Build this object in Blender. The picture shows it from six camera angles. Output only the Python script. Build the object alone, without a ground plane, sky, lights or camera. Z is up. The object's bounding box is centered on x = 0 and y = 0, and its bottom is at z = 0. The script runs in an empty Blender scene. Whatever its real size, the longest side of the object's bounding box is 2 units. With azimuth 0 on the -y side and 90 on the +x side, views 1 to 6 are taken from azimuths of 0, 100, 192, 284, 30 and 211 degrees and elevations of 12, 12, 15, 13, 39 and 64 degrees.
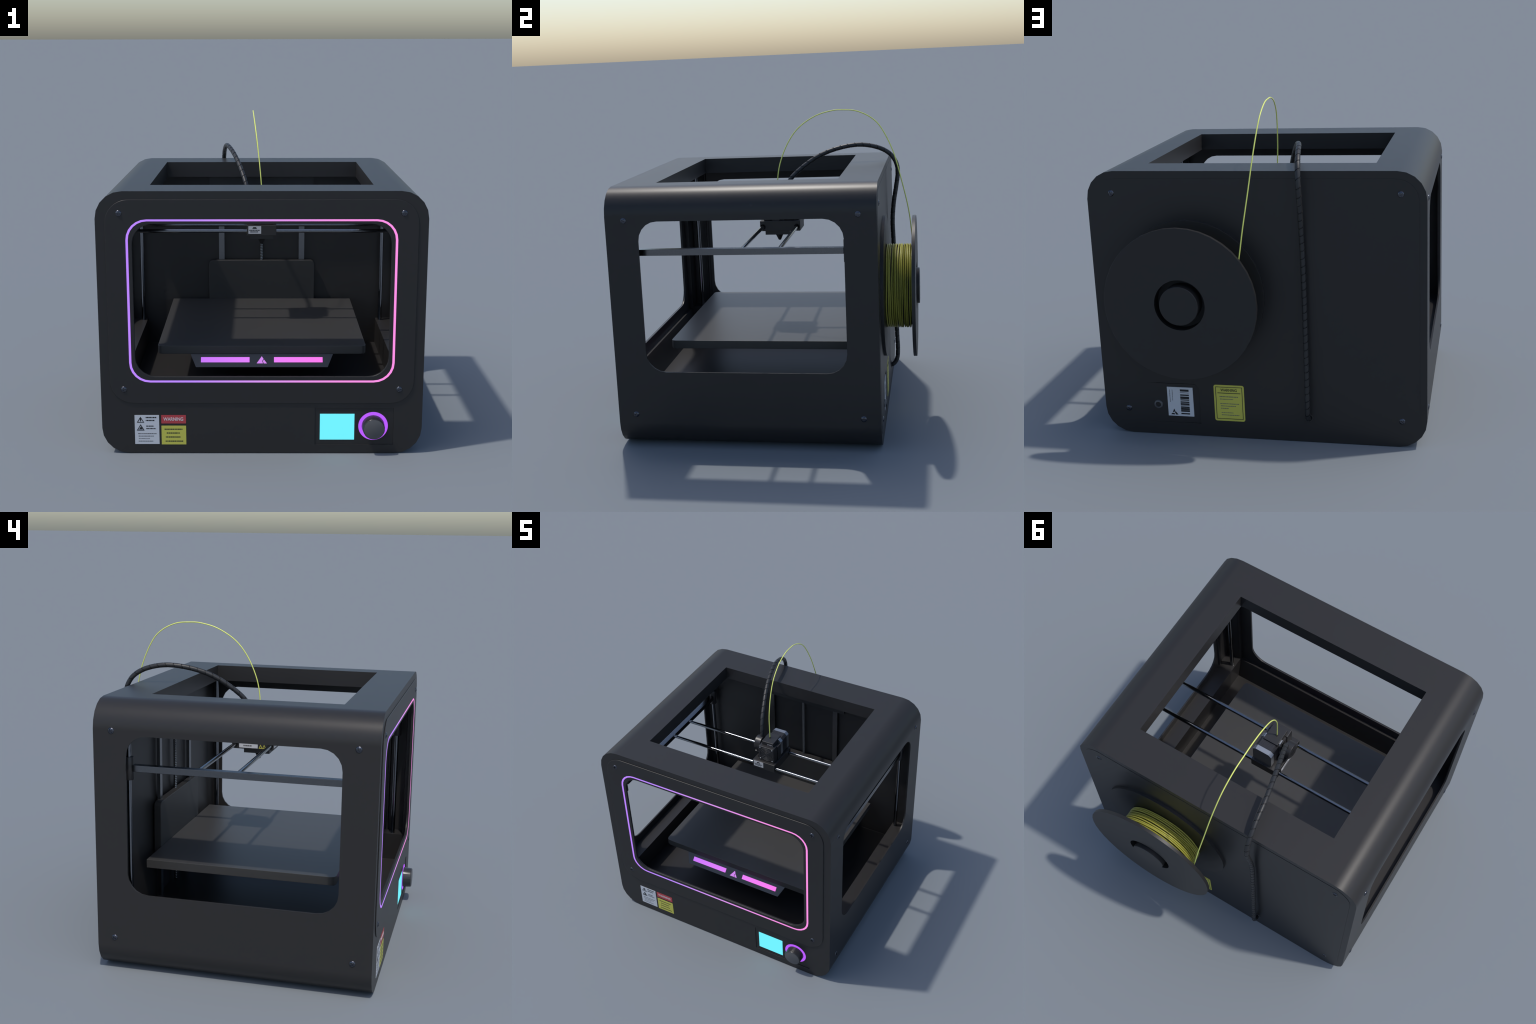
import bpy, bmesh, math
from mathutils import Vector, Matrix

# ------------------------------------------------------------------ materials
def new_mat(name):
    m = bpy.data.materials.new(name)
    m.use_nodes = True
    return m, m.node_tree.nodes, m.node_tree.links, m.node_tree.nodes["Principled BSDF"]

def plain(name, col, rough=0.5, metal=0.0, grain=0.0, scale=400.0, spec=0.5, coat=0.0, bump=0.0):
    """Plastic / metal with a fine procedural grain in colour, gloss and relief."""
    m, N, L, p = new_mat(name)
    p.inputs["Metallic"].default_value = metal
    p.inputs["Roughness"].default_value = rough
    p.inputs["Specular IOR Level"].default_value = spec
    p.inputs["Coat Weight"].default_value = coat
    tc = N.new("ShaderNodeTexCoord")
    nz = N.new("ShaderNodeTexNoise")
    nz.inputs["Scale"].default_value = scale
    nz.inputs["Detail"].default_value = 2.0
    L.new(tc.outputs["Object"], nz.inputs["Vector"])
    rp = N.new("ShaderNodeValToRGB")
    lo = [c * (1 - grain) for c in col]; hi = [min(1, c * (1 + grain)) for c in col]
    rp.color_ramp.elements[0].color = (*lo, 1); rp.color_ramp.elements[1].color = (*hi, 1)
    rp.color_ramp.elements[0].position = 0.3; rp.color_ramp.elements[1].position = 0.7
    L.new(nz.outputs["Fac"], rp.inputs["Fac"])
    L.new(rp.outputs["Color"], p.inputs["Base Color"])
    if bump > 0:
        b = N.new("ShaderNodeBump")
        b.inputs["Strength"].default_value = bump
        b.inputs["Distance"].default_value = 0.0006
        L.new(nz.outputs["Fac"], b.inputs["Height"])
        L.new(b.outputs["Normal"], p.inputs["Normal"])
    return m

def glow(name, stops, x0=-0.8, x1=0.8, strength=1.0):
    """Lit strip: emission colour runs along x through the given stops."""
    m, N, L, p = new_mat(name)
    p.inputs["Base Color"].default_value = (0.02, 0.02, 0.02, 1)
    p.inputs["Roughness"].default_value = 0.6
    p.inputs["Specular IOR Level"].default_value = 0.1
    tc = N.new("ShaderNodeTexCoord")
    sx = N.new("ShaderNodeSeparateXYZ")
    mr = N.new("ShaderNodeMapRange")
    mr.inputs["From Min"].default_value = x0; mr.inputs["From Max"].default_value = x1
    L.new(tc.outputs["Object"], sx.inputs["Vector"])
    L.new(sx.outputs["X"], mr.inputs["Value"])
    rp = N.new("ShaderNodeValToRGB")
    els = rp.color_ramp.elements
    els[0].position, els[0].color = stops[0][0], (*stops[0][1], 1)
    els[1].position, els[1].color = stops[-1][0], (*stops[-1][1], 1)
    for pos, c in stops[1:-1]:
        e = els.new(pos); e.color = (*c, 1)
    L.new(mr.outputs["Result"], rp.inputs["Fac"])
    L.new(rp.outputs["Color"], p.inputs["Emission Color"])
    p.inputs["Emission Strength"].default_value = strength
    return m

M = {}
M["plastic"]  = plain("charcoal_plastic", (0.0262, 0.0248, 0.0248), 0.40, grain=0.05, bump=0.02, spec=0.36)
M["inner"]    = plain("charcoal_liner", (0.0235, 0.0228, 0.0228), 0.46, grain=0.05)
M["bed"]      = plain("bed_coating", (0.049, 0.0475, 0.0465), 0.40, grain=0.06)
M["head"]     = plain("head_plastic", (0.024, 0.0235, 0.0245), 0.38, grain=0.05)
M["spool"]    = plain("spool_plastic", (0.0240, 0.0230, 0.0230), 0.42, grain=0.05, spec=0.36)
M["cable"]    = plain("cable_sleeve", (0.021, 0.0212, 0.0225), 0.46, grain=0.06)
M["black"]    = plain("black_rubber", (0.006, 0.006, 0.007), 0.6)
M["rod"]      = plain("polished_steel", (0.25, 0.26, 0.28), 0.14, metal=1.0, grain=0.04, scale=60)
M["rail"]     = plain("brushed_steel", (0.19, 0.195, 0.205), 0.22, metal=1.0, grain=0.05, scale=90)
M["alloy"]    = plain("cast_alloy", (0.40, 0.42, 0.45), 0.45, metal=1.0, grain=0.04)
M["screw"]    = plain("dark_screw_steel", (0.105, 0.11, 0.13), 0.26, metal=1.0, grain=0.04)
M["wire"]     = plain("grille_wire", (0.11, 0.11, 0.115), 0.4, metal=0.3)
M["tag"]      = plain("tag_grey", (0.28, 0.28, 0.30), 0.45, grain=0.05)
M["stack"]    = plain("laminated_steel", (0.030, 0.030, 0.034), 0.35, grain=0.1, scale=200)
M["filament"] = plain("lime_filament", (0.43, 0.42, 0.075), 0.42, grain=0.05, scale=120)
M["strand"]   = plain("lime_strand", (0.82, 0.88, 0.20), 0.40, grain=0.03, scale=120)
M["white"]    = plain("white_label", (0.62, 0.63, 0.66), 0.45, grain=0.05, scale=900)
M["yellow"]   = plain("yellow_label", (0.60, 0.57, 0.09), 0.45, grain=0.06, scale=900)
M["red"]      = plain("red_label", (0.50, 0.055, 0.065), 0.45, grain=0.06, scale=900)
M["ink"]      = plain("black_ink", (0.012, 0.012, 0.013), 0.5)
M["greyink"]  = plain("grey_ink", (0.12, 0.12, 0.125), 0.5)
M["whiteink"] = plain("pale_ink", (0.70, 0.62, 0.63), 0.5)
M["panel"]    = plain("bracket_plastic", (0.050, 0.052, 0.058), 0.36, grain=0.05)
M["knob"]     = plain("knob_plastic", (0.030, 0.030, 0.031), 0.28, grain=0.05)
M["knobface"] = plain("knob_cap", (0.095, 0.095, 0.098), 0.35, grain=0.03)
M["neon"]     = glow("gradient_light", [(0.0, (0.50, 0.23, 1.0)), (0.22, (0.50, 0.25, 1.0)), (0.5, (0.70, 0.30, 0.88)),
                                        (0.8, (0.95, 0.29, 0.80)), (1.0, (1.0, 0.28, 0.80))])
M["bar"]      = glow("bracket_light", [(0.0, (0.60, 0.19, 1.0)), (0.5, (0.82, 0.22, 0.98)), (1.0, (1.0, 0.20, 0.86))], -0.4, 0.4)
M["mark"]     = glow("mark_light", [(0.0, (0.62, 0.24, 0.86)), (1.0, (0.66, 0.24, 0.84))], -0.1, 0.1)
M["ring"]     = glow("ring_light", [(0.0, (0.50, 0.105, 1.0)), (1.0, (0.50, 0.105, 1.0))])
M["screen"]   = glow("screen_light", [(0.0, (0.16, 0.88, 1.0)), (1.0, (0.16, 0.88, 1.0))])

# ------------------------------------------------------------------ helpers
SCN = bpy.context.scene.collection
def link(name, me, mat=None, parent=None, kind=None):
    ob = bpy.data.objects.new(name, me)
    SCN.objects.link(ob)
    if mat is not None and not me.materials:
        me.materials.append(mat)
    if parent is not None:
        ob.parent = parent
    if kind:
        ob["kind"] = kind
    return ob

def to_mesh(bm, name, smooth=None):
    bmesh.ops.recalc_face_normals(bm, faces=bm.faces)
    me = bpy.data.meshes.new(name)
    bm.to_mesh(me); bm.free()
    if smooth:
        smooth_angle(me, smooth)
    return me

def smooth_angle(me, deg=35):
    me.polygons.foreach_set("use_smooth", [True] * len(me.polygons))
    me.set_sharp_from_angle(angle=math.radians(deg))

def rrect(a0, a1, b0, b1, r=0.0, seg=5, corners=(1, 1, 1, 1)):
    """Rounded rectangle outline, counter-clockwise from lower left."""
    pts = []
    cs = [(a0, b0, 180), (a1, b0, 270), (a1, b1, 0), (a0, b1, 90)]
    for (x, y, st), on in zip(cs, corners):
        if r <= 0 or not on:
            pts.append((x, y)); continue
        cx = x + r if x == a0 else x - r
        cy = y + r if y == b0 else y - r
        for i in range(seg + 1):
            t = math.radians(st + 90 * i / seg)
            pts.append((cx + r * math.cos(t), cy + r * math.sin(t)))
    return pts

def put(p, axis, h):
    a, b = p
    return {"y": (a, h, b), "z": (a, b, h), "x": (h, a, b)}[axis]

def add_prism(bm, pts, axis, h0, h1, pts2=None):
    n = len(pts)
    v0 = [bm.verts.new(put(p, axis, h0)) for p in pts]
    v1 = [bm.verts.new(put(p, axis, h1)) for p in (pts2 or pts)]
    bm.faces.new(v0[::-1]); bm.faces.new(v1)
    for i in range(n):
        bm.faces.new((v0[i], v0[(i + 1) % n], v1[(i + 1) % n], v1[i]))

def add_frame(bm, outer, inner, axis, h0, h1):
    n = len(outer)
    A = [[bm.verts.new(put(p, axis, h)) for p in pts] for pts in (outer, inner) for h in (h0, h1)]
    o0, o1, i0, i1 = A
    for i in range(n):
        j = (i + 1) % n
        for q in ((o0[i], o0[j], o1[j], o1[i]), (i0[j], i0[i], i1[i], i1[j]),
                  (o0[j], o0[i], i0[i], i0[j]), (o1[i], o1[j], i1[j], i1[i])):
            bm.faces.new(q)

def box(bm, x0, x1, y0, y1, z0, z1):
    add_prism(bm, [(x0, y0), (x1, y0), (x1, y1), (x0, y1)], "z", z0, z1)

def add_rev(bm, prof, axis, c, seg=32, closed=False):
    """Turn (radius, height) points round an axis through c."""
    rings = []
    for r, h in prof:
        ring = []
        if r < 1e-6:
            ring = [bm.verts.new(_rv(axis, c, 0, 0, h))]
        else:
            for i in range(seg):
                t = 2 * math.pi * i / seg
                ring.append(bm.verts.new(_rv(axis, c, r * math.cos(t), r * math.sin(t), h)))
        rings.append(ring)
    pairs = list(zip(rings, rings[1:])) + ([(rings[-1], rings[0])] if closed else [])
    for a, b in pairs:
        for i in range(seg):
            j = (i + 1) % seg
            if len(a) == 1 and len(b) == 1: continue
            if len(a) == 1: bm.faces.new((a[0], b[i], b[j]))
            elif len(b) == 1: bm.faces.new((a[i], a[j], b[0]))
            else: bm.faces.new((a[i], a[j], b[j], b[i]))

def _rv(axis, c, u, v, h):
    return {"y": (c[0] + u, c[1] + h, c[2] + v), "z": (c[0] + u, c[1] + v, c[2] + h),
            "x": (c[0] + h, c[1] + u, c[2] + v)}[axis]

def rev_mesh(name, prof, axis, c, seg=32, smooth=35, closed=False):
    bm = bmesh.new(); add_rev(bm, prof, axis, c, seg, closed)
    return to_mesh(bm, name, smooth)

def prism_mesh(name, pts, axis, h0, h1, smooth=35):
    bm = bmesh.new(); add_prism(bm, pts, axis, h0, h1)
    return to_mesh(bm, name, smooth)

def box_mesh(name, *b):
    bm = bmesh.new(); box(bm, *b)
    return to_mesh(bm, name)

def bevelled(ob, w=0.004, seg=2, angle=40, weighted=True):
    """Chamfer hard edges, then bake the modifiers into the mesh."""
    m = ob.modifiers.new("edge", "BEVEL")
    m.width = w; m.segments = seg; m.limit_method = "ANGLE"; m.angle_limit = math.radians(angle)
    m.harden_normals = False
    m.use_clamp_overlap = True
    bake(ob)
    smooth_angle(ob.data, 50)
    if weighted:
        wn = ob.modifiers.new("wn", "WEIGHTED_NORMAL"); wn.keep_sharp = True; wn.weight = 80
    return ob

def bake(ob):
    dg = bpy.context.evaluated_depsgraph_get(); dg.update()
    me = bpy.data.meshes.new_from_object(ob.evaluated_get(dg))
    old = ob.data
    ob.modifiers.clear(); ob.data = me
    me.name = ob.name
    bpy.data.meshes.remove(old)

def cut(ob, meshes, op="DIFFERENCE"):
    tmp = []
    for i, me in enumerate(meshes):
        c = bpy.data.objects.new("cutter", me); SCN.objects.link(c); tmp.append(c)
        m = ob.modifiers.new("b%d" % i, "BOOLEAN"); m.operation = op; m.object = c; m.solver = "EXACT"
    bake(ob)
    for c in tmp:
        d = c.data; bpy.data.objects.remove(c); bpy.data.meshes.remove(d)

def catmull(ctrl, per=12):
    P = [Vector(p) for p in ctrl]
    P = [2 * P[0] - P[1]] + P + [2 * P[-1] - P[-2]]
    out = []
    for k in range(1, len(P) - 2):
        p0, p1, p2, p3 = P[k - 1:k + 3]
        for i in range(per):
            t = i / per
            out.append(0.5 * ((2 * p1) + (p2 - p0) * t + (2 * p0 - 5 * p1 + 4 * p2 - p3) * t * t
                              + (3 * p1 - p0 - 3 * p2 + p3) * t ** 3))
    out.append(P[-2])
    return out

class Path:
    """Polyline with arc length and a twist-free moving frame."""
    def __init__(self, pts):
        self.p = pts; self.s = [0.0]
        for a, b in zip(pts, pts[1:]): self.s.append(self.s[-1] + (b - a).length)
        self.n = len(pts); self.T = []
        for i in range(self.n):
            a = pts[max(0, i - 1)]; b = pts[min(self.n - 1, i + 1)]
            self.T.append((b - a).normalized())
        u = self.T[0].orthogonal().normalized(); self.U = [u]
        for i in range(1, self.n):
            u = self.T[i - 1].rotation_difference(self.T[i]) @ u
            u = (u - u.dot(self.T[i]) * self.T[i]).normalized(); self.U.append(u)
        self.len = self.s[-1]; self.k = 0
    def at(self, s, r, ang):
        s = min(max(s, 0.0), self.len)
        k = self.k
        while k > 0 and self.s[k] > s: k -= 1
        while k < self.n - 2 and self.s[k + 1] < s: k += 1
        self.k = k
        t = (s - self.s[k]) / max(1e-9, self.s[k + 1] - self.s[k])
        c = self.p[k].lerp(self.p[k + 1], t)
        T = self.T[k].lerp(self.T[k + 1], t).normalized()
        U = self.U[k].lerp(self.U[k + 1], t); U = (U - U.dot(T) * T).normalized()
        V = T.cross(U)
        return c + r * (math.cos(ang) * U + math.sin(ang) * V)

def tube_mesh(name, path, r, seg=10):
    bm = bmesh.new(); rings = []
    for i in range(path.n):
        T, U = path.T[i], path.U[i]; V = T.cross(U)
        rings.append([bm.verts.new(path.p[i] + r * (math.cos(2 * math.pi * j / seg) * U + math.sin(2 * math.pi * j / seg) * V))
                      for j in range(seg)])
    for a, b in zip(rings, rings[1:]):
        for j in range(seg):
            bm.faces.new((a[j], a[(j + 1) % seg], b[(j + 1) % seg], b[j]))
    bm.faces.new(rings[0][::-1]); bm.faces.new(rings[-1])
    return to_mesh(bm, name, 60)

# ------------------------------------------------------------------ root
root = bpy.data.objects.new("desktop_printer", None)
SCN.objects.link(root)
root["label"] = "charcoal box shaped 3D printer with neon light frame and yellow filament spool"
root["category"] = "3D printer"

# main dimensions (metres in the 2 m frame)
XO, YF, YB, ZT = 0.979, -0.9005, 0.7303, 1.6290      # outer case
RO = 0.164                                        # case corner radius
WX, WZ0, WZ1, WR = 0.765, 0.495, 1.435, 0.122     # windows
SY0, SY1 = -0.700, 0.537                          # side windows along y
YBP = YB + 0.0016                                 # face of the back plate
RIM, FLOOR = 0.434, 0.243                         # shelf and tray floor heights

# ------------------------------------------------------------------ case
def socket_wedge():
    """Shallow sunken panel at the back that runs out towards the side; its inner corner is cut off."""
    bm = bmesh.new()
    out = [(0.720, 0.080), (0.720, 0.3315), (0.403, 0.3315), (0.376, 0.305), (0.376, 0.080)]
    depth = lambda x: YBP - 0.0065 * (0.720 - x) / 0.345
    a = [bm.verts.new((x, depth(x), z)) for x, z in out]
    b = [bm.verts.new((x, YBP + 0.03, z)) for x, z in out]
    bm.faces.new(a); bm.faces.new(b[::-1])
    for i in range(5): bm.faces.new((a[i], b[i], b[(i + 1) % 5], a[(i + 1) % 5]))
    return to_mesh(bm, "cut")

def build_case():
    case = link("case", prism_mesh("case", rrect(-XO, XO, 0, ZT, RO, 5), "y", YF, YB, None), M["plastic"], root)
    # interior: plan outline with corner posts at the front
    xi, xp, yw = 0.968, 0.8555, 0.6025
    half = [(xi, yw), (xi, -0.722), (0.958, -0.730), (0.958, -0.738), (0.970, -0.745), (0.970, -0.852),
            (xp + 0.016, -0.857), (xp, -0.861), (xp, -0.8915)]
    plan = [(-a, b) for a, b in half] + half[::-1]
    cavity = prism_mesh("cut", plan, "z", RIM, 1.50, None)
    upper = prism_mesh("cut", [(-0.93, yw), (-0.93, -0.861), (0.93, -0.861), (0.93, yw)], "z", 1.49, 1.522, None)
    bm = bmesh.new()
    add_prism(bm, [(-xp, -0.822), (xp, -0.822), (xp, yw), (-xp, yw)], "z", FLOOR, 0.4235,
              [(-xp, -0.866), (xp, -0.866), (xp, yw), (-xp, yw)])
    tray = to_mesh(bm, "cut")
    # the front shelf lies a little lower than the side shelves
    shelf = prism_mesh("cut", [(-xp, -0.8915), (xp, -0.8915), (xp, yw), (-xp, yw)], "z", 0.422, 0.450, None)
    hole = prism_mesh("cut", rrect(-0.678, 0.678, -0.652, 0.485), "z", 1.4, 1.8, None)
    front = prism_mesh("cut", rrect(-WX, WX, WZ0, WZ1, WR, 5), "y", -1.0, -0.70, None)
    side_l = prism_mesh("cut", rrect(SY0, SY1, WZ0, WZ1, WR, 5), "x", -1.1, -0.9, None)
    side_r = prism_mesh("cut", rrect(SY0, SY1, WZ0, WZ1, WR, 5), "x", 0.9, 1.1, None)
    # sunken control panel on the front
    panel = prism_mesh("cut", rrect(0.324, 0.806, 0.0555, 0.2925), "y", YF - 0.02, YF + 0.0042, None)
    # pocket that takes the back plate with its sunken socket panel
    pocket = [(0.735, 0.070), (0.735, 0.343), (0.365, 0.343), (0.365, 0.070)]
    socket = prism_mesh("cut", pocket, "y", YB - 0.012, YB + 0.03, None)
    cable_hole = rev_mesh("cut", [(0, 0), (0.024, 0), (0.024, 0.1), (0, 0.1)], "y", (-0.287, YB - 0.05, 0.153), 20, None)
    port_hole = rev_mesh("cut", [(0, 0), (0.016, 0), (0.016, 0.1), (0, 0.1)], "y", (0.638, YB - 0.06, 0.194), 20, None)
    cut(case, [cavity, upper, shelf, tray, hole, front, side_l, side_r, panel, socket, cable_hole, port_hole])
    bevelled(case, 0.0035, 2, 42)
    return case
case = build_case()

# front frame plate and its light line
def build_front():
    bm = bmesh.new()
    add_frame(bm, rrect(-0.922, 0.922, 0.325, 1.580, 0.140, 8), rrect(-WX, WX, WZ0, WZ1, WR, 8), "y", -0.9064, YF + 0.0005)
    fr = link("front_frame", to_mesh(bm, "front_frame"), M["plastic"], root)
    bevelled(fr, 0.0035, 2, 50)
    bm = bmesh.new()
    add_frame(bm, rrect(-0.801, 0.801, 0.459, 1.463, 0.124, 6), rrect(-0.787, 0.787, 0.4715, 1.4515, 0.112, 6), "y", -0.9072, -0.9059)
    link("light_line", to_mesh(bm, "light_line"), M["neon"], fr)
    return fr
front = build_front()

# back plate
bp = link("back_plate", prism_mesh("back_plate", rrect(-0.937, 0.937, 0.060, 1.585, 0.128, 8), "y", YB - 0.0105, YBP, None), M["plastic"], root)
# groove cut to draw the dark contact shade under the panel lip, thinning sideways
gap = [(0.705, 0.3325), (0.600, 0.3312), (0.4035, 0.3306), (0.3775, 0.3048), (0.3738, 0.3060), (0.4020, 0.3350), (0.600, 0.3346)]
cut(bp, [socket_wedge(), prism_mesh("cut", gap, "y", YBP - 0.009, YBP + 0.03, None),
         rev_mesh("cut", [(0, 0), (0.024, 0), (0.024, 0.1), (0, 0.1)], "y", (-0.287, YB - 0.05, 0.153), 20, None)])
smooth_angle(bp.data, 0.3)

# ------------------------------------------------------------------ screws
def build_screw():
    prof = [(0, 0.0066), (0.006, 0.0062), (0.0125, 0.0048), (0.0170, 0.0022), (0.0192, -0.0005), (0.0192, -0.004), (0, -0.004)]
    ob = link("screw", rev_mesh("screw", prof, "z", (0, 0, 0), 20, 50), M["screw"])
    b1 = box_mesh("cut", -0.0125, 0.0125, -0.0025, 0.0025, 0.0012, 0.02)
    b2 = box_mesh("cut", -0.0025, 0.0025, -0.0125, 0.0125, 0.0012, 0.021)
    cut(ob, [b1, b2]); smooth_angle(ob.data, 40)
    return ob
screw0 = build_screw()
places = []
for x in (-1, 1):
    rot = Matrix.Rotation(math.radians(90 * x), 4, "Y")
    for (y, z) in ((-0.784, 1.442), (0.621, 1.459), (-0.790, 0.220), (0.626, 0.214)):
        places.append((Vector((x * XO, y, z)), rot, case))
for (x, z) in ((-0.838, 1.499), (0.834, 1.499), (-0.838, 0.414), (0.834, 0.414)):
    places.append((Vector((x, -0.9064, z)), Matrix.Rotation(math.radians(90), 4, "X"), front))
for (x, z) in ((0.831, 1.500), (-0.836, 1.500), (0.830, 0.160), (-0.836, 0.160)):
    places.append((Vector((x, YBP, z)), Matrix.Rotation(math.radians(-90), 4, "X"), bp))
for i, (loc, rot, par) in enumerate(places):
    s = screw0 if i == 0 else screw0.copy()
    if i: SCN.objects.link(s)
    s.parent = par
    s.matrix_basis = Matrix.Translation(loc) @ rot @ Matrix.Rotation(0.5 + 1.7 * i, 4, "Z")

# ------------------------------------------------------------------ labels
def strip_rows(bm, rows, plane):
    """Unreadable print: rows of short dashes.  rows: (a0, a1, b, height, seed)"""
    for a0, a1, b, h, sd in rows:
        a = a0; k = sd
        while a < a1 - 0.002:
            k = (k * 37 + 11) % 101
            w = min(0.004 + 0.010 * (k / 101.0), a1 - a)
            plane(bm, a, a + w, b - h / 2, b + h / 2)
            a += w + 0.0012 + 0.0014 * ((k % 7) / 7.0)

def text_mesh(body, size, extrude=0.0004, bold=0.0):
    cu = bpy.data.curves.new("txt", "FONT")
    cu.body = body; cu.size = size; cu.extrude = extrude; cu.align_x = "CENTER"; cu.align_y = "CENTER"; cu.offset = bold
    ob = bpy.data.objects.new("txt", cu); SCN.objects.link(ob)
    dg = bpy.context.evaluated_depsgraph_get(); dg.update()
    me = bpy.data.meshes.new_from_object(ob.evaluated_get(dg))
    bpy.data.objects.remove(ob); bpy.data.curves.remove(cu)
    return me

def text_on(name, body, size, center, rot, mat, parent, width=None, bold=0.0):
    me = text_mesh(body, size, bold=bold)
    xs = [v.co.x for v in me.vertices]
    sx = width / (max(xs) - min(xs)) if width else 1.0
    me.transform(Matrix.Translation(center) @ rot @ Matrix.Diagonal((sx, 1, 1, 1)))
    return link(name, me, mat, parent)

FRONT_ROT = Matrix.Rotation(math.radians(90), 4, "X")
BACK_ROT = Matrix.Rotation(math.radians(180), 4, "Z") @ FRONT_ROT

def tri_frame(bm, cx, cz, w, h, t, y0, y1):
    o = [(cx - w / 2, cz - h / 2), (cx + w / 2, cz - h / 2), (cx, cz + h / 2)]
    c = (cx, cz - h / 2 + h / 3)
    i = [(c[0] + (p[0] - c[0]) * t, c[1] + (p[1] - c[1]) * t) for p in o]
    add_frame(bm, o, i, "y", y0, y1)

def front_labels():
    y = YF
    w = link("white_label", box_mesh("white_label", -0.779, -0.629, y - 0.0014, y - 0.0002, 0.054, 0.2425), M["white"], case)
    f = lambda bm, a0, a1, b0, b1: box(bm, a0, a1, y - 0.0019, y - 0.0013, b0, b1)
    bm = bmesh.new()
    tri_frame(bm, -0.743, 0.213, 0.046, 0.039, 0.66, y - 0.0019, y - 0.0013)
    tri_frame(bm, -0.743, 0.163, 0.048, 0.041, 0.66, y - 0.0019, y - 0.0013)
    add_prism(bm, [(-0.7455, 0.201), (-0.7405, 0.201), (-0.7385, 0.222), (-0.7475, 0.222)], "y", y - 0.0019, y - 0.0013)
    add_prism(bm, [(-0.753, 0.150), (-0.731, 0.150), (-0.735, 0.161), (-0.742, 0.168), (-0.748, 0.158)], "y", y - 0.0019, y - 0.0013)
    strip_rows(bm, [(-0.711, -0.646, 0.227, 0.0075, 3), (-0.711, -0.658, 0.208, 0.0075, 8),
                    (-0.709, -0.662, 0.171, 0.006, 5), (-0.709, -0.650, 0.155, 0.006, 19)], f)
    link("warning_signs", to_mesh(bm, "warning_signs"), M["ink"], w)
    bm = bmesh.new()
    strip_rows(bm, [(-0.760, -0.645, 0.122, 0.0050, 2), (-0.757, -0.664, 0.106, 0.0050, 31),
                    (-0.756, -0.688, 0.090, 0.0036, 7), (-0.758, -0.668, 0.073, 0.0045, 12)], f)
    link("fine_print", to_mesh(bm, "fine_print"), M["greyink"], w)
    r = link("red_label", box_mesh("red_label", -0.6155, -0.4645, y - 0.0014, y - 0.0002, 0.188, 0.2425), M["red"], case)
    text_on("warning_text", "WARNING", 0.030, Vector((-0.541, y - 0.0016, 0.2155)), FRONT_ROT, M["whiteink"], r, 0.122, 0.0006)
    yl = link("yellow_label", box_mesh("yellow_label", -0.6155, -0.4645, y - 0.0014, y - 0.0002, 0.051, 0.1735), M["yellow"], case)
    bm = bmesh.new()
    strip_rows(bm, [(-0.597, -0.487, 0.151, 0.0065, 4), (-0.584, -0.504, 0.126, 0.0065, 15),
                    (-0.590, -0.500, 0.100, 0.0065, 22), (-0.592, -0.484, 0.073, 0.0065, 9)], f)
    link("fine_print", to_mesh(bm, "fine_print"), M["ink"], yl)
    for o in (w, r, yl): o.location.z = 0.0045
front_labels()

def tri_mark(bm, cx, cz, s, flip, y0, y1):
    """Triangular mark of three separate bars."""
    q = [((-0.50, -0.42), (0.08, -0.42), (-0.02, -0.20), (-0.33, -0.20)),
         ((0.20, -0.42), (0.55, -0.42), (0.16, 0.10), (0.06, -0.12)),
         ((-0.24, -0.06), (-0.02, 0.45), (0.12, 0.18), (-0.02, -0.08))]
    for poly in q:
        add_prism(bm, [(cx + flip * s * a, cz + s * b) for a, b in poly], "y", y0, y1)

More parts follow.
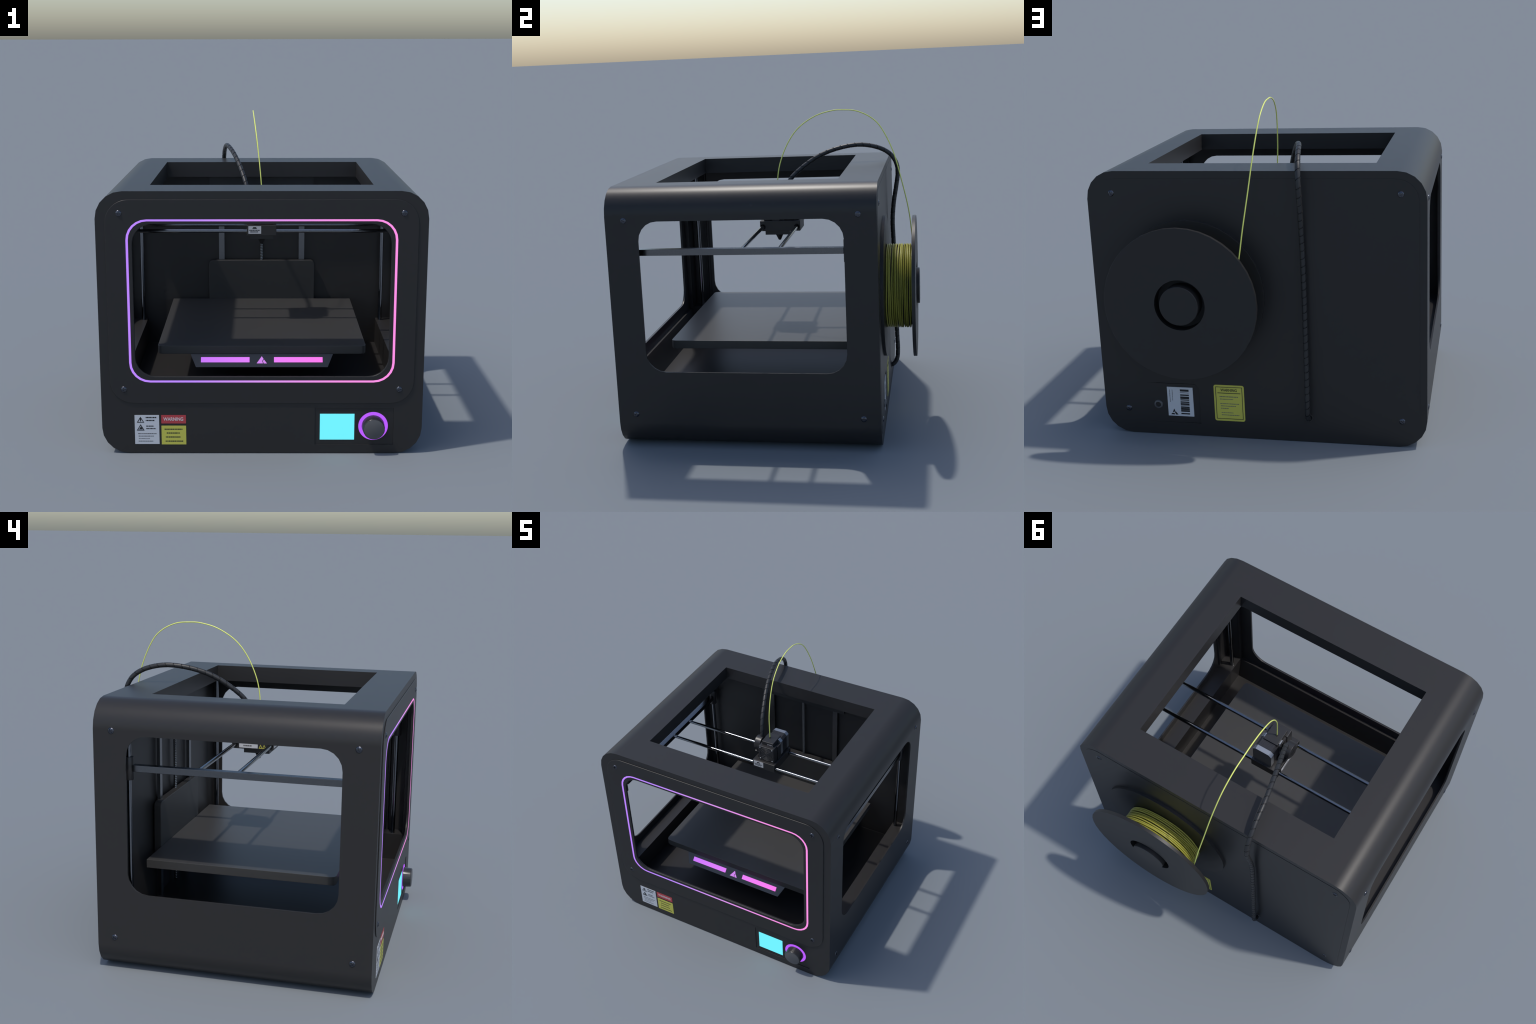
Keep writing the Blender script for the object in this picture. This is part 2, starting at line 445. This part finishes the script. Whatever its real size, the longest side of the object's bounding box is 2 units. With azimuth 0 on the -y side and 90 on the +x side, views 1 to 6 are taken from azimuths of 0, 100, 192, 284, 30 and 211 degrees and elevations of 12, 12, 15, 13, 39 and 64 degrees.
def back_labels():
    y = YBP - 0.0022
    w = link("barcode_label", box_mesh("barcode_label", 0.418, 0.579, y - 0.0060, y + 0.0016, 0.122, 0.3095), M["white"], bp)
    bm = bmesh.new()
    y0, y1 = y + 0.0015, y + 0.0021
    # bars: (top, thickness) measured down the label
    for t, h in ((0.013, 0.0135), (0.033, 0.003), (0.0455, 0.0085), (0.059, 0.016), (0.078, 0.0065), (0.091, 0.0085),
                 (0.1025, 0.011), (0.115, 0.003), (0.1235, 0.009), (0.1335, 0.013), (0.1475, 0.011), (0.1665, 0.0085)):
        box(bm, 0.443, 0.498, y0, y1, 0.3095 - t - h, 0.3095 - t)
    tri_mark(bm, 0.541, 0.149, 0.044, -1, y0, y1)
    link("barcode_bars", to_mesh(bm, "barcode_bars"), M["ink"], w)
    bm = bmesh.new()
    strip_rows(bm, [(0.212, 0.293, 0.563, 0.0035, 4), (0.222, 0.293, 0.547, 0.003, 9)],
               lambda b, a0, a1, b0, b1: box(b, b0, b1, y0, y1, a0, a1))
    link("fine_print", to_mesh(bm, "fine_print"), M["greyink"], w)
    y = YBP
    yl = link("yellow_notice", prism_mesh("yellow_notice", rrect(0.0995, 0.2855, 0.107, 0.338, 0.013, 4), "y", y + 0.0002, y + 0.0016), M["yellow"], bp)
    y0, y1 = y + 0.0015, y + 0.0021
    bm = bmesh.new()
    add_frame(bm, rrect(0.110, 0.275, 0.1195, 0.3265), rrect(0.1135, 0.2715, 0.123, 0.323), "y", y0, y1)
    box(bm, 0.122, 0.263, y0, y1, 0.2845, 0.2885)
    link("notice_border", to_mesh(bm, "notice_border"), M["ink"], yl)
    text_on("warning_text", "WARNING", 0.024, Vector((0.1925, y + 0.0018, 0.305)), BACK_ROT, M["ink"], yl, 0.100, 0.0004)
    bm = bmesh.new()
    f = lambda b, a0, a1, b0, b1: box(b, -a1, -a0, y0, y1, b0, b1)
    strip_rows(bm, [(-0.251, -0.137, 0.2635, 0.0048, 3), (-0.249, -0.168, 0.2475, 0.0042, 7), (-0.249, -0.133, 0.2185, 0.0042, 13),
                    (-0.246, -0.150, 0.2035, 0.0042, 2), (-0.246, -0.199, 0.1885, 0.0042, 17), (-0.244, -0.167, 0.1605, 0.0038, 23),
                    (-0.243, -0.135, 0.1455, 0.0042, 29)], f)
    link("fine_print", to_mesh(bm, "fine_print"), M["greyink"], yl)
    # power socket ring and its dark bore
    r = link("power_socket", rev_mesh("power_socket", [(0.0155, -0.02), (0.0155, 0.006), (0.0170, 0.009), (0.0240, 0.008), (0.0272, 0.004), (0.0282, -0.002), (0.0282, -0.02)],
                                      "y", (0.638, YBP - 0.002, 0.194), 28, 50, True), M["knobface"], bp)
    link("socket_bore", rev_mesh("socket_bore", [(0, 0), (0.0165, 0), (0.0165, 0.004), (0, 0.004)], "y", (0.638, YB - 0.020, 0.194), 20), M["black"], r)
back_labels()

# ------------------------------------------------------------------ control panel
def build_controls():
    y = YF + 0.004
    s = link("screen", box_mesh("screen", 0.3555, 0.5665, y - 0.0015, y - 0.0003, 0.0860, 0.2540), M["screen"], case)
    c = (0.6815, y, 0.1750)
    link("dial_ring", rev_mesh("dial_ring", [(0.060, -0.0003), (0.0905, -0.0003), (0.0905, -0.0015), (0.060, -0.0015)], "y", c, 48, 35, True), M["ring"], case)
    L = -0.956 - y
    bm = bmesh.new()
    # knurled dial: shallow flutes round the side
    seg = 72
    rings = []
    for r, h, fl in ((0.070, -0.0005, 0.0), (0.0695, -0.004, 0.0), (0.069, -0.006, 1.0), (0.0665, L + 0.006, 1.0), (0.0645, L + 0.0015, 0.0), (0.0625, L, 0.0)):
        rings.append([bm.verts.new(_rv("y", c, (r - 0.0013 * fl * (i % 6 == 0)) * math.cos(2 * math.pi * i / seg),
                                        (r - 0.0013 * fl * (i % 6 == 0)) * math.sin(2 * math.pi * i / seg), h)) for i in range(seg)])
    for a, b in zip(rings, rings[1:]):
        for i in range(seg):
            bm.faces.new((a[i], a[(i + 1) % seg], b[(i + 1) % seg], b[i]))
    bm.faces.new(rings[-1]); bm.faces.new(rings[0][::-1])
    dl = link("dial", to_mesh(bm, "dial", 30), M["knob"], case)
    link("dial_cap", rev_mesh("dial_cap", [(0, L + 0.001), (0.0615, L + 0.001), (0.0615, L - 0.0006), (0.0608, L - 0.001), (0, L - 0.001)], "y", c, 48, 30), M["knobface"], dl)
build_controls()

# ------------------------------------------------------------------ build bed
def build_bed():
    bed = link("print_bed", prism_mesh("print_bed", rrect(-0.656, 0.656, -0.628, 0.541, 0.028, 2, (1, 1, 0, 0)), "z", 0.5495, 0.602, None), M["bed"], root)
    bevelled(bed, 0.0018, 2, 50)
    # sloping front bracket: wider at the top
    bm = bmesh.new()
    top, bot = 0.5515, 0.481
    v = {}
    for k, (x, y, z) in {"tl": (-0.452, -0.622, top), "tr": (0.452, -0.622, top), "bl": (-0.4135, -0.684, bot), "br": (0.4135, -0.684, bot)}.items():
        v[k] = bm.verts.new((x, y, z))
        v[k + "2"] = bm.verts.new((x, y + 0.022, z - 0.010 if k[0] == "b" else z))
    for q in (("tl", "bl", "br", "tr"), ("tl2", "tr2", "br2", "bl2"), ("tl", "tr", "tr2", "tl2"),
              ("bl", "bl2", "br2", "br"), ("tl", "tl2", "bl2", "bl"), ("tr", "br", "br2", "tr2")):
        bm.faces.new([v[k] for k in q])
    br = link("bed_bracket", to_mesh(bm, "bed_bracket"), M["panel"], bed)
    # lights lie on the sloping face
    n = Vector((0, -(top - bot), 0.062)).normalized()      # outward normal guess, fixed below
    down = Vector((0, -0.062, -(top - bot))).normalized()
    nrm = Vector((1, 0, 0)).cross(down)
    if nrm.y > 0: nrm = -nrm
    O = Vector((0, -0.622, top))
    H = math.hypot(0.062, top - bot)
    def slab(bm, poly, t=0.0015):
        a = [bm.verts.new(O + Vector((x, 0, 0)) + down * d + nrm * 0.0004) for x, d in poly]
        b = [bm.verts.new(O + Vector((x, 0, 0)) + down * d + nrm * (0.0004 + t)) for x, d in poly]
        k = len(poly)
        bm.faces.new(a[::-1]); bm.faces.new(b)
        for i in range(k): bm.faces.new((a[i], a[(i + 1) % k], b[(i + 1) % k], b[i]))
    for x0, x1 in ((-0.383, -0.077), (0.077, 0.383)):
        bm = bmesh.new()
        slab(bm, [(x0, 0.027), (x0, 0.062), (x1, 0.062), (x1, 0.027)])
        link("light_bar", to_mesh(bm, "light_bar"), M["bar"], br)
    bm = bmesh.new()
    slab(bm, [(-0.032, 0.069), (0.008, 0.069), (0.002, 0.055), (0.007, 0.044), (0.0115, 0.040), (0.0, 0.021)])
    slab(bm, [(0.013, 0.0695), (0.032, 0.0695), (0.0145, 0.044), (0.009, 0.050), (0.007, 0.057)])
    link("light_mark", to_mesh(bm, "light_mark"), M["mark"], br)
    return bed
bed = build_bed()

# carriage plate behind the bed, guides and lead screw
def build_lift():
    pts = [(-0.39, 0.551), (0.39, 0.551), (0.39, 0.866), (0.381, 0.883), (0.364, 0.892), (-0.364, 0.892), (-0.381, 0.883), (-0.39, 0.866)]
    pl = link("lift_plate", prism_mesh("lift_plate", pts, "y", 0.5415, 0.587, None), M["inner"], root)
    bevelled(pl, 0.004, 2, 50)
    link("guide_mount", box_mesh("guide_mount", -0.380, 0.380, 0.5605, 0.5915, 1.432, 1.5215), M["inner"], root)
    g0 = None
    for x in (-0.295, 0.295):
        if g0 is None:
            g0 = link("guide_bar", box_mesh("guide_bar", -0.0205, 0.0205, 0.5705, 0.5915, FLOOR - 0.001, 1.433), M["rail"], root); g = g0
        else:
            g = g0.copy(); SCN.objects.link(g)
        g.location.x = x
    # threaded screw
    bm = bmesh.new()
    pitch, seg = 0.012, 14
    n = int((1.433 - FLOOR) / pitch * seg)
    rows = []
    for i in range(n + 1):
        a = 2 * math.pi * i / seg; z = FLOOR + pitch * i / seg
        rows.append([bm.verts.new((r * math.cos(a), 0.578 + r * math.sin(a), z + dz)) for r, dz in
                     ((0.0100, 0.0), (0.0115, pitch * 0.25), (0.0115, pitch * 0.65), (0.0100, pitch * 0.88), (0.0100, pitch))])
    for a, b in zip(rows, rows[1:]):
        for k in range(4): bm.faces.new((a[k], a[k + 1], b[k + 1], b[k]))
    link("lead_screw", to_mesh(bm, "lead_screw", 40), M["rail"], root)
build_lift()

# ------------------------------------------------------------------ gantry
def build_gantry():
    g = bpy.data.objects.new("gantry", None); SCN.objects.link(g); g.parent = root
    rod0 = bear0 = None
    for x in (-0.884, 0.884):
        for y in (-0.786, 0.554):
            if rod0 is None:
                rod0 = rod = link("upright_rod", rev_mesh("upright_rod", [(0, RIM - 0.001), (0.0145, RIM - 0.001), (0.0145, 1.51), (0, 1.51)], "z", (0, 0, 0), 20), M["rod"], g)
                bear0 = be = link("bearing", rev_mesh("bearing", [(0.0148, 1.160), (0.0275, 1.160), (0.029, 1.162), (0.029, 1.293), (0.0275, 1.295), (0.0148, 1.295)],
                                                      "z", (0, 0, 0), 24, 40, True), M["head"], g)
            else:
                rod = rod0.copy(); SCN.objects.link(rod); be = bear0.copy(); SCN.objects.link(be)
            rod.location = (x, y, 0); be.location = (x, y, 0)
    rail0 = None
    for x in (-0.881, 0.881):
        if rail0 is None:
            bm = bmesh.new(); box(bm, -0.022, 0.022, -0.762, 0.528, 1.211, 1.2495)
            rail0 = r = link("side_rail", to_mesh(bm, "side_rail"), M["rail"], g)
            bevelled(r, 0.002, 1, 50)
        else:
            r = rail0.copy(); SCN.objects.link(r)
        r.location.x = x
    cr0 = None
    for y, z in ((-0.093, 1.237), (0.138, 1.237)):
        if cr0 is None:
            cr0 = r = link("cross_rod", rev_mesh("cross_rod", [(0, -0.866), (0.0125, -0.866), (0.0125, 0.866), (0, 0.866)], "x", (0, 0, 0), 20), M["rod"], g)
        else:
            r = cr0.copy(); SCN.objects.link(r)
        r.location = (0, y, z)
build_gantry()

# ------------------------------------------------------------------ print head
def build_head():
    hd = bpy.data.objects.new("print_head", None); SCN.objects.link(hd); hd.parent = root
    blk = link("head_block", box_mesh("head_block", -0.098, 0.098, -0.113, 0.161, 1.208, 1.278), M["head"], hd)
    cut(blk, [rev_mesh("cut", [(0, -0.3), (0.0165, -0.3), (0.0165, -0.090), (0, -0.090)], "x", (0, y, 1.237), 20, None) for y in (-0.093, 0.138)] +
             [rev_mesh("cut", [(0, 0.3), (0.0165, 0.3), (0.0165, 0.090), (0, 0.090)], "x", (0, y, 1.237), 20, None) for y in (-0.093, 0.138)])
    bevelled(blk, 0.003, 2, 50)
    link("head_underside", box_mesh("head_underside", -0.077, 0.077, -0.081, 0.086, 1.180, 1.2085), M["head"], hd)
    link("nozzle", rev_mesh("nozzle", [(0, 1.182), (0.030, 1.182), (0.030, 1.170), (0.026, 1.166), (0.0085, 1.131), (0, 1.131)], "z", (0, 0.004, 0), 6, None), M["black"], hd)
    # cooling fan box
    fan = link("fan_box", prism_mesh("fan_box", rrect(-0.0545, 0.0800, 1.2775, 1.4135, 0.005, 2), "y", -0.089, -0.030, None), M["head"], hd)
    cut(fan, [rev_mesh("cut", [(0, -0.2), (0.0575, -0.2), (0.0575, -0.083), (0, -0.083)], "y", (0.0125, 0, 1.346), 40, None)])
    bevelled(fan, 0.003, 2, 50)
    bm = bmesh.new()
    for k in range(5):
        R = 0.0555 - 0.0108 * k; t = 0.0013
        add_rev(bm, [(R + t * math.cos(a), t * math.sin(a)) for a in [i * math.pi / 3 for i in range(6)]], "y", (0.0125, -0.0895, 1.346), 40, True)
    d = Vector((1, 0, 1)).normalized(); e = Vector((1, 0, -1)).normalized() * 0.0014
    c = Vector((0.0125, -0.0895, 1.346))
    q = [c - d * 0.0555 - e, c + d * 0.0555 - e, c + d * 0.0555 + e, c - d * 0.0555 + e]
    add_prism(bm, [(p.x, p.z) for p in q], "y", -0.0916, -0.0888)
    link("fan_grille", to_mesh(bm, "fan_grille", 60), M["wire"], fan)
    fs0 = None
    for dx in (-0.053, 0.053):
        for dz in (-0.053, 0.053):
            if fs0 is None:
                fs0 = s = link("fan_screw", rev_mesh("fan_screw", [(0, -0.003), (0.004, -0.0028), (0.0062, 0.0), (0.0062, 0.003), (0, 0.003)], "y", (0, 0, 0), 14, 50), M["alloy"], fan)
            else:
                s = fs0.copy(); SCN.objects.link(s)
            s.location = (0.0125 + dx, -0.0895, 1.346 + dz)
    # stepper motor: two cast ends with a laminated stack between
    mo = bpy.data.objects.new("motor", None); SCN.objects.link(mo); mo.parent = hd
    def octo(s=0.0, ch=0.020):
        return [(-0.046 + ch, 1.2785), (0.088 - ch, 1.2785), (0.088 - s, 1.2785 + ch), (0.088 - s, 1.437 - ch - s), (0.088 - ch, 1.437 - s), (-0.046 + ch, 1.437 - s),
                (-0.046 + s, 1.437 - ch - s), (-0.046 + s, 1.2785 + ch)]
    for y0, y1 in ((0.020, 0.050), (0.119, 0.150)):
        cap = link("motor_cap", prism_mesh("motor_cap", octo(), "y", y0, y1, None), M["alloy"], mo)
    bm = bmesh.new()
    n = 16
    for i in range(n):
        y0 = 0.0495 + 0.070 * i / n
        add_prism(bm, octo(0.0022 if i % 2 else 0.0035, 0.019), "y", y0, y0 + 0.070 / n)
    link("motor_stack", to_mesh(bm, "motor_stack"), M["stack"], mo)
    link("drive_housing", box_mesh("drive_housing", -0.050, 0.0865, -0.0305, 0.0205, 1.2785, 1.405), M["head"], hd)
    # flat feeder cap on top, with entry grommet and small tag
    cap = link("feeder_cap", box_mesh("feeder_cap", -0.039, 0.061, -0.059, 0.066, 1.402, 1.4455), M["head"], hd)
    bevelled(cap, 0.0025, 2, 50)
    link("grommet", rev_mesh("grommet", [(0.0036, 0), (0.0078, 0), (0.0078, 0.006), (0.0036, 0.006)], "z", (0, 0.005, 1.4450), 18, 40, True), M["black"], hd)
    tg = link("small_tag", box_mesh("small_tag", 0.010, 0.056, -0.0605, -0.0588, 1.4065, 1.4275), M["tag"], hd)
    bm = bmesh.new()
    for x0, x1 in ((0.014, 0.024), (0.028, 0.038), (0.042, 0.052)):
        box(bm, x0, x1, -0.0612, -0.0604, 1.4125, 1.4225)
    link("tag_print", to_mesh(bm, "tag_print"), M["ink"], tg)
    # side blower: scroll shaped housing with a spout towards the front
    bm = bmesh.new()
    pts = []
    cy, cz = 0.018, 1.362
    for i in range(33):
        a = math.radians(-60 + 300 * i / 32.0)
        r = 0.050 + 0.016 * i / 32.0
        pts.append((cy + r * math.cos(a), cz + r * math.sin(a)))
    pts += [(-0.030, 1.296), (0.010, 1.296)]
    add_prism(bm, pts, "x", -0.124, -0.070)
    bl = link("blower", to_mesh(bm, "blower"), M["head"], hd)
    bevelled(bl, 0.018, 5, 35)
    link("blower_hub", rev_mesh("blower_hub", [(0, -0.006), (0.018, -0.005), (0.024, 0.0), (0.024, 0.01), (0, 0.01)], "x", (-0.1205, 0.018, 1.362), 28, 50), M["black"], bl)
    link("blower_bracket", box_mesh("blower_bracket", -0.0725, -0.049, -0.070, 0.080, 1.2785, 1.300), M["head"], hd)
    link("alloy_clip", box_mesh("alloy_clip", -0.0475, -0.040, 0.012, 0.045, 1.40, 1.432), M["alloy"], hd)
    # labels on the block: front, and left side
    y = -0.113
    lab = link("head_label", box_mesh("head_label", -0.0885, -0.0035, y - 0.0012, y - 0.0001, 1.2215, 1.2725), M["white"], hd)
    bm = bmesh.new()
    f = lambda b, a0, a1, b0, b1: box(b, a0, a1, y - 0.0018, y - 0.0011, b0, b1)
    strip_rows(bm, [(-0.083, -0.012, 1.2455, 0.0055, 3), (-0.078, -0.022, 1.2345, 0.0055, 8)], f)
    add_prism(bm, [(-0.063, 1.2555), (-0.031, 1.2555), (-0.038, 1.2665), (-0.056, 1.2665)], "y", y - 0.0018, y - 0.0011)
    link("fine_print", to_mesh(bm, "fine_print"), M["ink"], lab)
    x = -0.098
    sl = link("side_label", box_mesh("side_label", x - 0.0012, x - 0.0001, -0.010, 0.112, 1.2155, 1.2455), M["white"], hd)
    bm = bmesh.new()
    strip_rows(bm, [(0.030, 0.085, 1.230, 0.008, 5)], lambda b, a0, a1, b0, b1: box(b, x - 0.0018, x - 0.0011, a0, a1, b0, b1))
    link("fine_print", to_mesh(bm, "fine_print"), M["greyink"], sl)
    bm = bmesh.new()
    for yc in (-0.0285, -0.052):
        o = [(yc - 0.0125, 1.216), (yc + 0.0125, 1.216), (yc, 1.2415)]
        c = (yc, 1.2245)
        i = [(c[0] + (a - c[0]) * 0.55, c[1] + (b - c[1]) * 0.55) for a, b in o]
        add_frame(bm, o, i, "x", x - 0.0016, x - 0.0001)
    link("hazard_marks", to_mesh(bm, "hazard_marks"), M["yellow"], hd)
    return hd
head = build_head()

# ------------------------------------------------------------------ spool
def build_spool():
    sp = bpy.data.objects.new("filament_spool", None); SCN.objects.link(sp); sp.parent = root
    c = (0.3955, 0, 0.8985)
    R = 0.4485
    def flange(y0, y1):
        b = 0.0008
        prof = [(0.149, y0), (R - b, y0), (R, y0 + b), (R, y1 - b), (R - b, y1), (0.149, y1)]
        return link("flange", rev_mesh("flange", prof, "y", c, 40, 40, True), M["spool"], sp)
    flange(YBP - 0.004, 0.7505); flange(0.9165, 0.938)
    link("spool_core", rev_mesh("spool_core", [(0.149, 0.750), (0.250, 0.750), (0.250, 0.9165), (0.149, 0.9165)], "y", c, 40, 40, True), M["black"], sp)
    link("spool_hub", rev_mesh("spool_hub", [(0, 0.957), (0.1115, 0.957), (0.114, 0.9545), (0.114, YBP - 0.001), (0, YBP - 0.001)], "y", c, 36, 40), M["spool"], sp)
    link("spool_web", rev_mesh("spool_web", [(0.113, 0.80), (0.150, 0.80), (0.150, 0.868), (0.113, 0.868)], "y", c, 36, 40, True), M["black"], sp)
    # wound filament: turns side by side, some riding over their neighbours
    bm = bmesh.new()
    y, k = 0.7520, 5
    seg = 48
    turns = []
    while y < 0.9085:
        k = (k * 29 + 17) % 97
        w = 0.0044 + 0.0009 * (k / 97.0)
        turns.append((y + w, w, 0.2590 + 0.0030 * ((k * 7) % 13) / 13.0))
        y += 2 * w + (0.0034, 0.0022, 0.0002, 0.0038, 0.0018, 0.0004)[len(turns) % 6]
    for n, (yc, w, r0) in enumerate(turns):
        rings = []
        for i in range(seg):
            t = 2 * math.pi * i / seg
            wob = 0.0012 * math.sin(2 * t + n * 1.7) + 0.0008 * math.sin(5 * t + n)
            ring = []
            for j in range(8):
                a = 2 * math.pi * j / 8
                r = r0 + 0.0078 * math.cos(a); yy = yc + wob + w * math.sin(a)
                ring.append(bm.verts.new((c[0] + r * math.cos(t), min(max(yy, 0.7507), 0.9163), c[2] + r * math.sin(t))))
            rings.append(ring)
        for i in range(seg):
            a, b = rings[i], rings[(i + 1) % seg]
            for j in range(8): bm.faces.new((a[j], a[(j + 1) % 8], b[(j + 1) % 8], b[j]))
    link("filament_winding", to_mesh(bm, "filament_winding", 70), M["filament"], sp, "stuff")
build_spool()

strand = Path(catmull([(0.0, 0.005, 1.444), (-0.001, 0.004, 1.53), (-0.011, 0.024, 1.65), (-0.025, 0.078, 1.783), (-0.039, 0.156, 1.888), (-0.051, 0.270, 1.962),
                       (-0.0575, 0.380, 1.993), (-0.0595, 0.455, 1.996), (-0.0585, 0.545, 1.986), (-0.055, 0.640, 1.941), (-0.048, 0.710, 1.868),
                       (-0.031, 0.785, 1.715), (-0.007, 0.838, 1.525), (0.020, 0.882, 1.335), (0.046, 0.903, 1.160), (0.080, 0.909, 1.02), (0.1275, 0.905, 0.86)], 5))
link("filament_strand", tube_mesh("filament_strand", strand, 0.0037, 8), M["strand"], root)

# ------------------------------------------------------------------ spiral wrapped cable
def build_cable():
    pts = catmull([(-0.090, 0.030, 1.375), (-0.086, 0.032, 1.43), (-0.107, 0.076, 1.530), (-0.141, 0.172, 1.618), (-0.178, 0.283, 1.686), (-0.214, 0.410, 1.728),
                   (-0.246, 0.545, 1.7435), (-0.263, 0.665, 1.722), (-0.275, 0.750, 1.675), (-0.281, 0.794, 1.608), (-0.2850, 0.803, 1.535), (-0.2855, 0.790, 1.440),
                   (-0.2857, 0.772, 1.330), (-0.287, 0.762, 1.200), (-0.290, 0.766, 1.040), (-0.2915, 0.772, 0.70), (-0.2917, 0.778, 0.387), (-0.2915, 0.782, 0.275),
                   (-0.290, 0.775, 0.195), (-0.2875, 0.745, 0.152), (-0.287, 0.700, 0.150)], 12)
    p = Path(pts)
    ca = bpy.data.objects.new("cable", None); SCN.objects.link(ca); ca.parent = root
    link("cable_core", tube_mesh("cable_core", p, 0.0128, 12), M["black"], ca)
    bm = bmesh.new()
    seg, r, gap = 16, 0.0154, 0.0062
    pitch_at = lambda s: 0.050 if s < 1.15 else 0.0450          # the sleeve is stretched over the top
    s = -0.049; i = 0; prev = None
    while s < p.len:
        a = 2 * math.pi * i / seg
        pitch = pitch_at(s); band = pitch - gap
        row = [bm.verts.new(p.at(s + d, rr, a)) for d, rr in
               ((0.0, 0.0125), (0.0002, r), (band * 0.25, r), (band * 0.5, r), (band * 0.75, r), (band - 0.0002, r), (band, 0.0125))]
        if prev:
            for k in range(6): bm.faces.new((prev[k], prev[k + 1], row[k + 1], row[k]))
        prev = row
        i += 1; s += pitch / seg
    link("cable_wrap", to_mesh(bm, "cable_wrap", 45), M["cable"], ca)
    link("cable_grommet", rev_mesh("cable_grommet", [(0.018, -0.006), (0.018, 0.002), (0.022, 0.0035), (0.0265, 0.0025), (0.0275, 0.0004), (0.0235, -0.006)], "y",
                                   (-0.287, YBP, 0.153), 28, 50, True), M["head"], ca)
build_cable()
